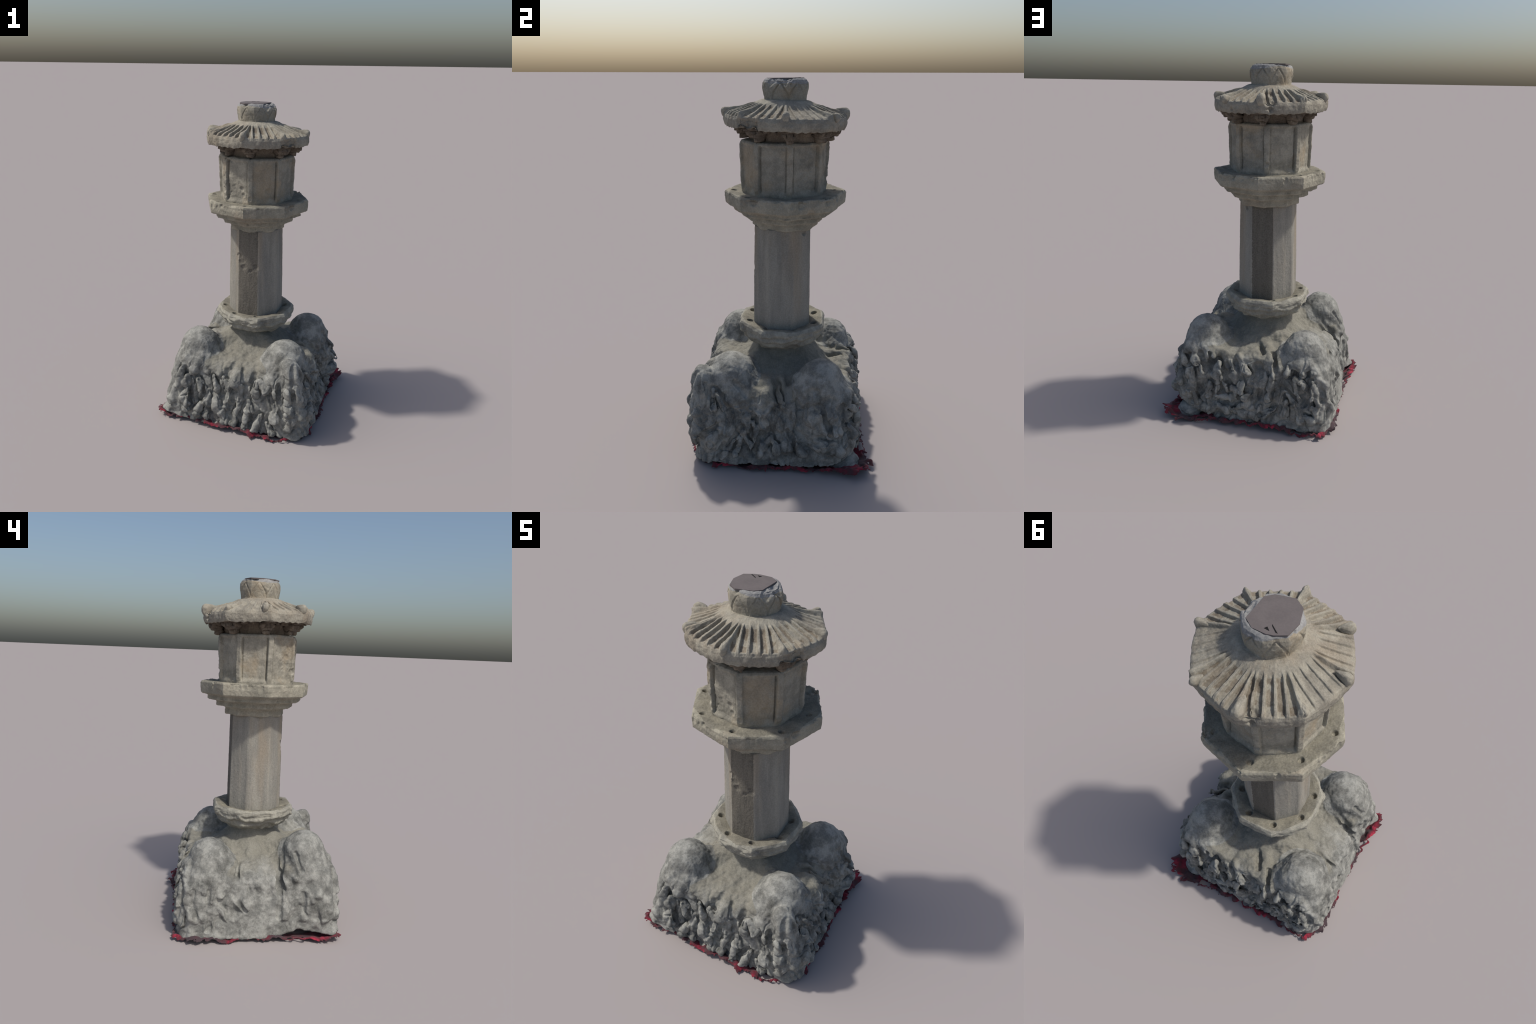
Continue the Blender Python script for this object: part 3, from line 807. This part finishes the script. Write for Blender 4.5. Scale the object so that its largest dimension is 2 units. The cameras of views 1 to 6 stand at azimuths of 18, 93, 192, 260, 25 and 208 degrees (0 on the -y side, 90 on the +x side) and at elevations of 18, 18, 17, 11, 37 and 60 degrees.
def bracket_mesh(seed):
    """Stepped corbel block: one foot, a spreading arm, three bearing blocks."""
    rg = np.random.default_rng(seed)
    bm = bmesh.new()
    def block(cx, cy, cz, wx, wy, wz, taper=1.0):
        r = bmesh.ops.create_cube(bm, size=1.0)
        for v in r["verts"]:
            t = taper if v.co.z < 0 else 1.0
            v.co = Vector((cx + v.co.x * wx * t, cy + v.co.y * wy, cz + v.co.z * wz))
    j = lambda a: a * rg.uniform(0.85, 1.15)
    block(0, 0.222, 1.703, j(0.050), 0.050, 0.026, 0.75)
    block(0, 0.236, 1.723, j(0.082), 0.062, 0.020, 0.72)
    for sx in (-1, 0, 1):
        block(sx * 0.032, 0.252 - 0.006 * abs(sx), 1.7395, j(0.036), 0.056, 0.024, 0.85)
    block(0, 0.256, 1.7555, j(0.118), 0.066, 0.016, 0.9)
    for sx in (-1, 1):
        block(sx * j(0.080), 0.248, 1.750, 0.022, 0.044, 0.020, 0.8)
    bmesh.ops.bevel(bm, geom=bm.edges[:], offset=0.003, segments=2, affect="EDGES")
    bmesh.ops.subdivide_edges(bm, edges=[e for e in bm.edges if e.calc_length() > 0.012], cuts=2, use_grid_fill=True)
    P = np.array([v.co[:] for v in bm.verts])
    o = np.stack([fbm(P, 40, 3, seed), fbm(P, 40, 3, seed + 5), fbm(P, 40, 3, seed + 9)], 1) * 0.0060
    for v, d in zip(bm.verts, o):
        v.co += Vector(d)
    bmesh.ops.triangulate(bm, faces=bm.faces[:])
    me = bpy.data.meshes.new("bracket")
    bm.to_mesh(me); bm.free()
    me.polygons.foreach_set("use_smooth", [True] * len(me.polygons))
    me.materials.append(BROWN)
    return me
BR = [bracket_mesh(s) for s in (201, 202, 203)]
for k in range(8):
    ob = bpy.data.objects.new("bracket", BR[k % 3])
    bpy.context.scene.collection.objects.link(ob)
    ob.parent = frieze
    a = (PL_CORNER + 2 + 45 * k + 1.5 * math.sin(2.1 * k)) * DEG
    # local +y points outward along the azimuth
    ob.rotation_euler = (0, 0, a + math.pi)
    ob.scale = (0.92 + 0.14 * math.sin(3 * k), 0.965 + 0.03 * math.cos(5 * k), 1.0)
    ob.location = (0.0, 0.004, 0.006 * max(0.0, math.sin(2.4 * k + 1.2)) + 0.006 * math.cos(a))

# ================================================================ tiled roof
RF_CORNER = 2.0
def build_roof():
    cols = 1120
    az = RF_CORNER + np.arange(cols) * 360 / cols
    ph = ((az - RF_CORNER) % 45.0) - 22.5
    side = np.floor(((az - RF_CORNER) % 360) / 45.0).astype(int) % 8
    u = np.tan(ph * DEG) / math.tan(22.5 * DEG)                   # -1..1 across one roof side
    cor = np.abs(u)                                               # 1 at the hips
    Re = 0.325 * octa(az, RF_CORNER, 0.36) + 0.002 * sstep(0.75, 1, cor)
    depth = np.array([1.0, 0.75, 0.45, 0.9, 1.0, 0.55, 0.6, 1.0])[side]   # how worn the tiles of each side are
    seedw = np.array([0.1, 0.6, 0.3, 0.9, 0.2, 0.5, 0.8, 0.4])[side]
    # (fraction, profile) rows: slope, eave edge, underside
    T = np.concatenate([np.linspace(0, 1, 62), np.linspace(1, 2, 22)[1:], np.linspace(2, 3, 20)[1:]])
    G = np.zeros((len(T), cols, 3))
    channel = np.zeros((len(T), cols))
    r_in = 0.10
    def zslope(q):
        return np.interp(q, [0.10, 0.120, 0.135, 0.16, 0.19, 0.24, 0.29, 0.33], [1.889, 1.888, 1.882, 1.870, 1.857, 1.838, 1.823, 1.813])
    for i, t in enumerate(T):
        if t <= 1:
            r = r_in + (Re - 0.004 - r_in) * t
            z = zslope(r)
            lat = u * (0.40 + 0.60 * r / 0.33)
            tile = np.cos(2 * math.pi * (lat * 3.0 + 0.5) + 0.35 * np.sin(9 * r + 6 * seedw))
            tile = 2.0 * sstep(0.58, 0.92, 0.5 + 0.5 * tile) - 1.15
            fade = sstep(0.150, 0.185, r) * sstep(1.0, 0.80, cor)
            channel[i] = (tile < -0.75) * (depth > 0.7) * (fade > 0.5) * (t < 0.97)
            z = z + depth ** 1.4 * 0.0090 * tile * fade * (0.35 + 0.65 * sstep(1.0, 0.92, t)) - 0.002 * fade
            hip = sstep(0.15, 0.03, 1 - cor) * sstep(0.15, 0.20, r)
            z = z + hip * (0.010 + 0.006 * sstep(0.2, 0.31, r))
            z = z + (0.008 * sstep(0.5, 1, cor) - 0.002) * sstep(0.22, 0.33, r)
            z = z - 0.004 * sstep(0.94, 1.0, t)
        elif t <= 2:
            f = t - 1
            lat = u
            bead = np.cos(2 * math.pi * (lat * 3.0 + 0.5))
            top = 1.806 + 0.010 * sstep(0.55, 1, cor)
            bot = 1.751 + 0.009 * sstep(0.6, 1, cor) - 0.002 * bead
            r = Re - 0.004 + 0.0045 * min(1, f * 5) - 0.022 * max(0, f - 0.6) ** 1.5 + 0.0010 * depth * bead * (1 - f)
            z = top + (bot - top) * f
        else:
            f = t - 2
            r = (Re - 0.011) + (0.19 - Re + 0.011) * f
            z = 1.753 + 0.008 * math.sin(f * 2.2) + 0 * az
        G[i, :, 0], G[i, :, 1], G[i, :, 2] = r * np.sin(az * DEG), -r * np.cos(az * DEG), z
    N = grid_normals(G).reshape(-1, 3)
    P = G.reshape(-1, 3)
    off = 0.0018 * fbm(P, 30, 4, 101) + 0.0008 * fbm(P, 120, 2, 102)
    off += chips(P, [(*(0.322 * az_vec(60)), 1.775, 0.050, 0.019), (*(0.322 * az_vec(50)), 1.768, 0.050, 0.014), (*(0.33 * az_vec(193)), 1.775, 0.030, 0.024),
                     (*(0.30 * az_vec(193)), 1.81, 0.034, 0.010), (*(0.33 * az_vec(150)), 1.765, 0.028, 0.016), (*(0.20 * az_vec(190)), 1.855, 0.03, 0.005),
                     (*(0.33 * az_vec(330)), 1.76, 0.02, 0.006), (*(0.32 * az_vec(20)), 1.752, 0.022, 0.007), (*(0.33 * az_vec(245)), 1.752, 0.02, 0.006)])
    if N[:, 2][: cols * 20].mean() < 0:
        N = -N
    V = P + N * off[:, None]
    V[:, 2] -= 0.028 * V[:, 1]                                     # the roof sits a little tilted
    V = V + np.array([-0.002, 0.004, 0])
    F = grid_faces(len(T), cols)[:, ::-1]
    ch = channel.reshape(-1)[F].mean(1)
    C = V[F].mean(1)
    dirty = (ch > 0.5) & (fbm(C, 26, 3, 105) > -0.25)              # brown silt lying in the tile channels
    return add_mesh("roof", V, F, [ROOFM, CHANNEL], face_mat=dirty.astype(np.int32))
roof = build_roof()

def knob_mesh(seed):
    """Upturned hip-end ornament: a worn pebble with a tail running up the hip."""
    bm = bmesh.new()
    bmesh.ops.create_icosphere(bm, subdivisions=4, radius=1.0)
    P = np.array([v.co[:] for v in bm.verts])
    w = 1 + 0.10 * fbm(P, 1.6, 3, seed)
    for v, k in zip(bm.verts, w):
        c = v.co * float(k)
        tail = max(0.0, -c.y)
        v.co = Vector((c.x * (0.0195 - 0.005 * tail), c.y * (0.026 + 0.022 * (c.y < 0)), c.z * (0.024 - 0.010 * tail) + 0.004 * tail))
    me = bpy.data.meshes.new("hip_knob")
    bm.to_mesh(me); bm.free()
    me.polygons.foreach_set("use_smooth", [True] * len(me.polygons))
    me.materials.append(ROOFM)
    return me
KN = [knob_mesh(s) for s in (301, 302, 303)]
KNOBS = [(2, 0.312, 1.815, 1.0), (49, 0.262, 1.822, 0.85), (92, 0.306, 1.820, 1.0), (128, 0.300, 1.820, 0.95), (144, 0.318, 1.818, 0.8), (184, 0.308, 1.822, 1.25),
         (228, 0.304, 1.816, 0.9), (267, 0.306, 1.824, 1.0), (313, 0.304, 1.822, 1.0)]
for i, (a, r, z, s) in enumerate(KNOBS):
    if a in (128, 49): continue
    ob = bpy.data.objects.new("hip_knob", KN[i % 3])
    bpy.context.scene.collection.objects.link(ob)
    ob.parent = roof
    c = 0.985 * r * az_vec(a) + np.array([-0.002, 0.004])
    ob.location = (c[0], c[1], z + 0.001 - 0.028 * c[1])
    ob.rotation_euler = (-0.25, 0, a * DEG + math.pi)
    ob.scale = (0.95 * s, 1.0 * s, 1.2 * s)

# ================================================================ broken lotus finial
FIN_C = (-0.006, 0.003)
def finial_relief(P, N, az):
    hgt = np.clip((P[:, 2] - 1.885) / 0.085, 0, 1)
    ph = ((az - 10) % 45.0) / 22.5 - 1.0
    edge = 0.95 * (1 - hgt ** 1.9) + 0.04
    g1 = sstep(0.14, 0.03, np.abs(np.abs(ph) - edge))
    ph2 = ((az + 12.5) % 45.0) / 22.5 - 1.0
    g2 = sstep(0.10, 0.02, np.abs(np.abs(ph2) - 0.8 * hgt)) * 0.55
    side = sstep(0.6, 0.2, np.abs(N[:, 2]))
    worn = np.clip(0.45 + 0.9 * vnoise(P, 9, 112), 0.3, 1)
    return side * (-0.010 * g1 * worn - 0.006 * g2 * worn) + 0.0022 * fbm(P, 24, 3, 111) + 0.0008 * fbm(P, 110, 2, 113) \
        + chips(P, [(-0.045, -0.108, 1.99, 0.022, 0.008), (-0.105, 0.05, 1.992, 0.02, 0.007), (0.10, 0.0, 1.99, 0.045, 0.012), (0.085, -0.07, 1.985, 0.04, 0.010)])
V, F = loft([(0.09, 1.872), (0.117, 1.876), (0.114, 1.892), (0.117, 1.91), (0.1215, 1.935), (0.1225, 1.955), (0.120, 1.972), (0.113, 1.986), (0.101, 1.993), (0.086, 1.990), (0.05, 1.990)], 10, 400, 0.003, 0.55,
            centre=FIN_C, relief=finial_relief)
fm = []
for f in F:
    p = V[list(f)].mean(0)
    a = math.atan2(p[1], p[0])
    fm.append(1 if p[2] > 1.978 - 0.012 * max(0, math.cos(a - 0.3)) + 0.005 * math.sin(3 * a + 1.0) else 0)
fin = add_mesh("lotus_finial", V, F, [WARM, PALE], face_mat=fm)

def slab(name, pts, zt, thick, mat, parent, tilt=(0, 0)):
    V = [(0.94 * x - 0.0005, 0.94 * y, zt + tilt[0] * x + tilt[1] * y) for x, y in pts]
    n = len(V)
    V += [(x, y, z - thick) for x, y, z in V]
    F = [tuple(range(n)), tuple(range(2 * n - 1, n - 1, -1))] + [(i, n + i, n + (i + 1) % n, (i + 1) % n) for i in range(n)]
    return add_mesh(name, V, F, mat, parent, smooth=False)
rim = [(0.072, 0.064), (0.030, 0.098), (-0.030, 0.104), (-0.060, 0.098), (-0.104, 0.076), (-0.117, 0.004), (-0.096, -0.070), (-0.052, -0.104), (0.030, -0.090), (0.062, -0.062), (0.066, -0.010)]
slab("broken_top_filling", rim, 1.9955, 0.006, PATCH, fin, (-0.008, 0.012))
for tri in ([(-0.030, 0.052), (-0.034, 0.060), (-0.060, 0.084), (-0.068, 0.084)], [(-0.012, 0.082), (-0.036, 0.086), (-0.020, 0.070)]):
    cx = sum(p[0] for p in tri) / len(tri)
    slab("crack", tri, 1.9965, 0.004, BLACK, fin, (-0.008, 0.012))

# ================================================================ red cloth under the block
def build_cloth():
    pts = np.array([(-0.572, -0.452), (-0.48, -0.462), (-0.36, -0.462), (-0.20, -0.482), (-0.03, -0.490), (0.16, -0.494), (0.32, -0.498), (0.405, -0.450), (0.495, -0.360), (0.512, -0.17), (0.512, 0.10),
                    (0.516, 0.28), (0.560, 0.355), (0.535, 0.480), (0.430, 0.492), (0.28, 0.466), (0.0, 0.468), (-0.26, 0.478), (-0.425, 0.488), (-0.492, 0.405), (-0.505, 0.30),
                    (-0.488, 0.10), (-0.505, -0.06), (-0.520, -0.24), (-0.545, -0.36)])
    loop = np.vstack([pts, pts[:1]])
    seg = np.linalg.norm(np.diff(loop, axis=0), axis=1)
    s = np.concatenate([[0], np.cumsum(seg)])
    cols, rows = 900, 30
    q = np.linspace(0, s[-1], cols, endpoint=False)
    O = np.stack([0.962 * np.interp(q, s, loop[:, 0]), np.interp(q, s, loop[:, 1])], 1)
    for _ in range(6):
        O = (np.roll(O, 1, 0) + np.roll(O, -1, 0) + 2 * O) / 4
    I = np.stack([np.clip(O[:, 0], -0.40, 0.40), np.clip(O[:, 1], -0.38, 0.38)], 1)
    t = np.linspace(0, 1, rows)[:, None, None]
    G = I[None] + (O[None] - I[None]) * t
    P = np.concatenate([G, np.zeros((rows, cols, 1))], -1).reshape(-1, 3)
    tt = np.repeat(t[:, 0, 0], cols)
    rag = 1 + 0.05 * fbm(P, 30, 3, 121) * sstep(0.6, 1, tt)
    P[:, :2] *= rag[:, None] ** 0.6
    w = np.stack([P[:, 0], P[:, 1], np.zeros(len(P))], 1)
    z = 0.016 + 0.018 * fbm(w, 11, 2, 123) + 0.012 * (np.abs(fbm(w, 20, 2, 124)) - 0.3)
    z += 0.012 * np.exp(-((tt - 0.8) / 0.15) ** 2)
    z += 0.030 * np.exp(-((P[:, 0] - 0.54) ** 2 + (P[:, 1] - 0.45) ** 2) / 0.006) + 0.02 * np.exp(-((P[:, 0] + 0.54) ** 2 + (P[:, 1] + 0.45) ** 2) / 0.005)
    z = np.maximum(z, 0.0035)
    P[:, 2] = z
    F = grid_faces(rows, cols)
    C = P[F].mean(1)
    tf = tt[F].mean(1)
    tear = fbm(C * np.array([1, 1, 0]), 40, 3, 131)
    keep = ~((tf > 0.95) & (tear > 0.05)) & ~((tf > 0.88) & (tear > 0.66))
    hole = (vnoise(C * np.array([1, 1, 0]), 11, 133) > 0.52) & (tf > 0.62) & (tf < 0.9) & ((C[:, 0] < -0.40) | (np.abs(C[:, 1]) > 0.44))
    keep &= ~hole
    F = F[keep][:, ::-1]
    ids, inv = np.unique(F, return_inverse=True)
    F, P = inv.reshape(-1, 4), P[ids]
    P[:, 2] -= P[:, 2].min()
    n = len(P)
    e = np.stack([F, np.roll(F, -1, 1)], -1).reshape(-1, 2)
    key = np.sort(e, 1)
    _, first, count = np.unique(key[:, 0] * (n + 1) + key[:, 1], return_index=True, return_counts=True)
    b = e[first[count == 1]]                                     # free edges get a hem wall
    top = P + np.array([0, 0, 0.003])
    faces = [tuple(f) for f in F] + [tuple(n + f[::-1]) for f in F] + [(j, i, n + i, n + j) for i, j in b]
    add_mesh("red_cloth", np.vstack([top, P]), faces, CLOTH)
build_cloth()

# ================================================================ pale footing stone at the lifted corner
def build_footing():
    bm = bmesh.new()
    bmesh.ops.create_icosphere(bm, subdivisions=5, radius=1.0)
    P = np.array([v.co[:] for v in bm.verts])
    for v, d in zip(bm.verts, fbm(P, 2.2, 3, 141)):
        c = v.co * (1 + 0.10 * float(d))
        v.co = Vector((0.385 + c.x * 0.085, 0.350 + c.y * 0.085, max(0.006, 0.010 + c.z * 0.055)))
    me = bpy.data.meshes.new("footing_stone")
    bm.to_mesh(me); bm.free()
    me.polygons.foreach_set("use_smooth", [True] * len(me.polygons))
    me.materials.append(GREY)
    ob = bpy.data.objects.new("footing_stone", me)
    bpy.context.scene.collection.objects.link(ob)
    ob.parent = ROOT
build_footing()
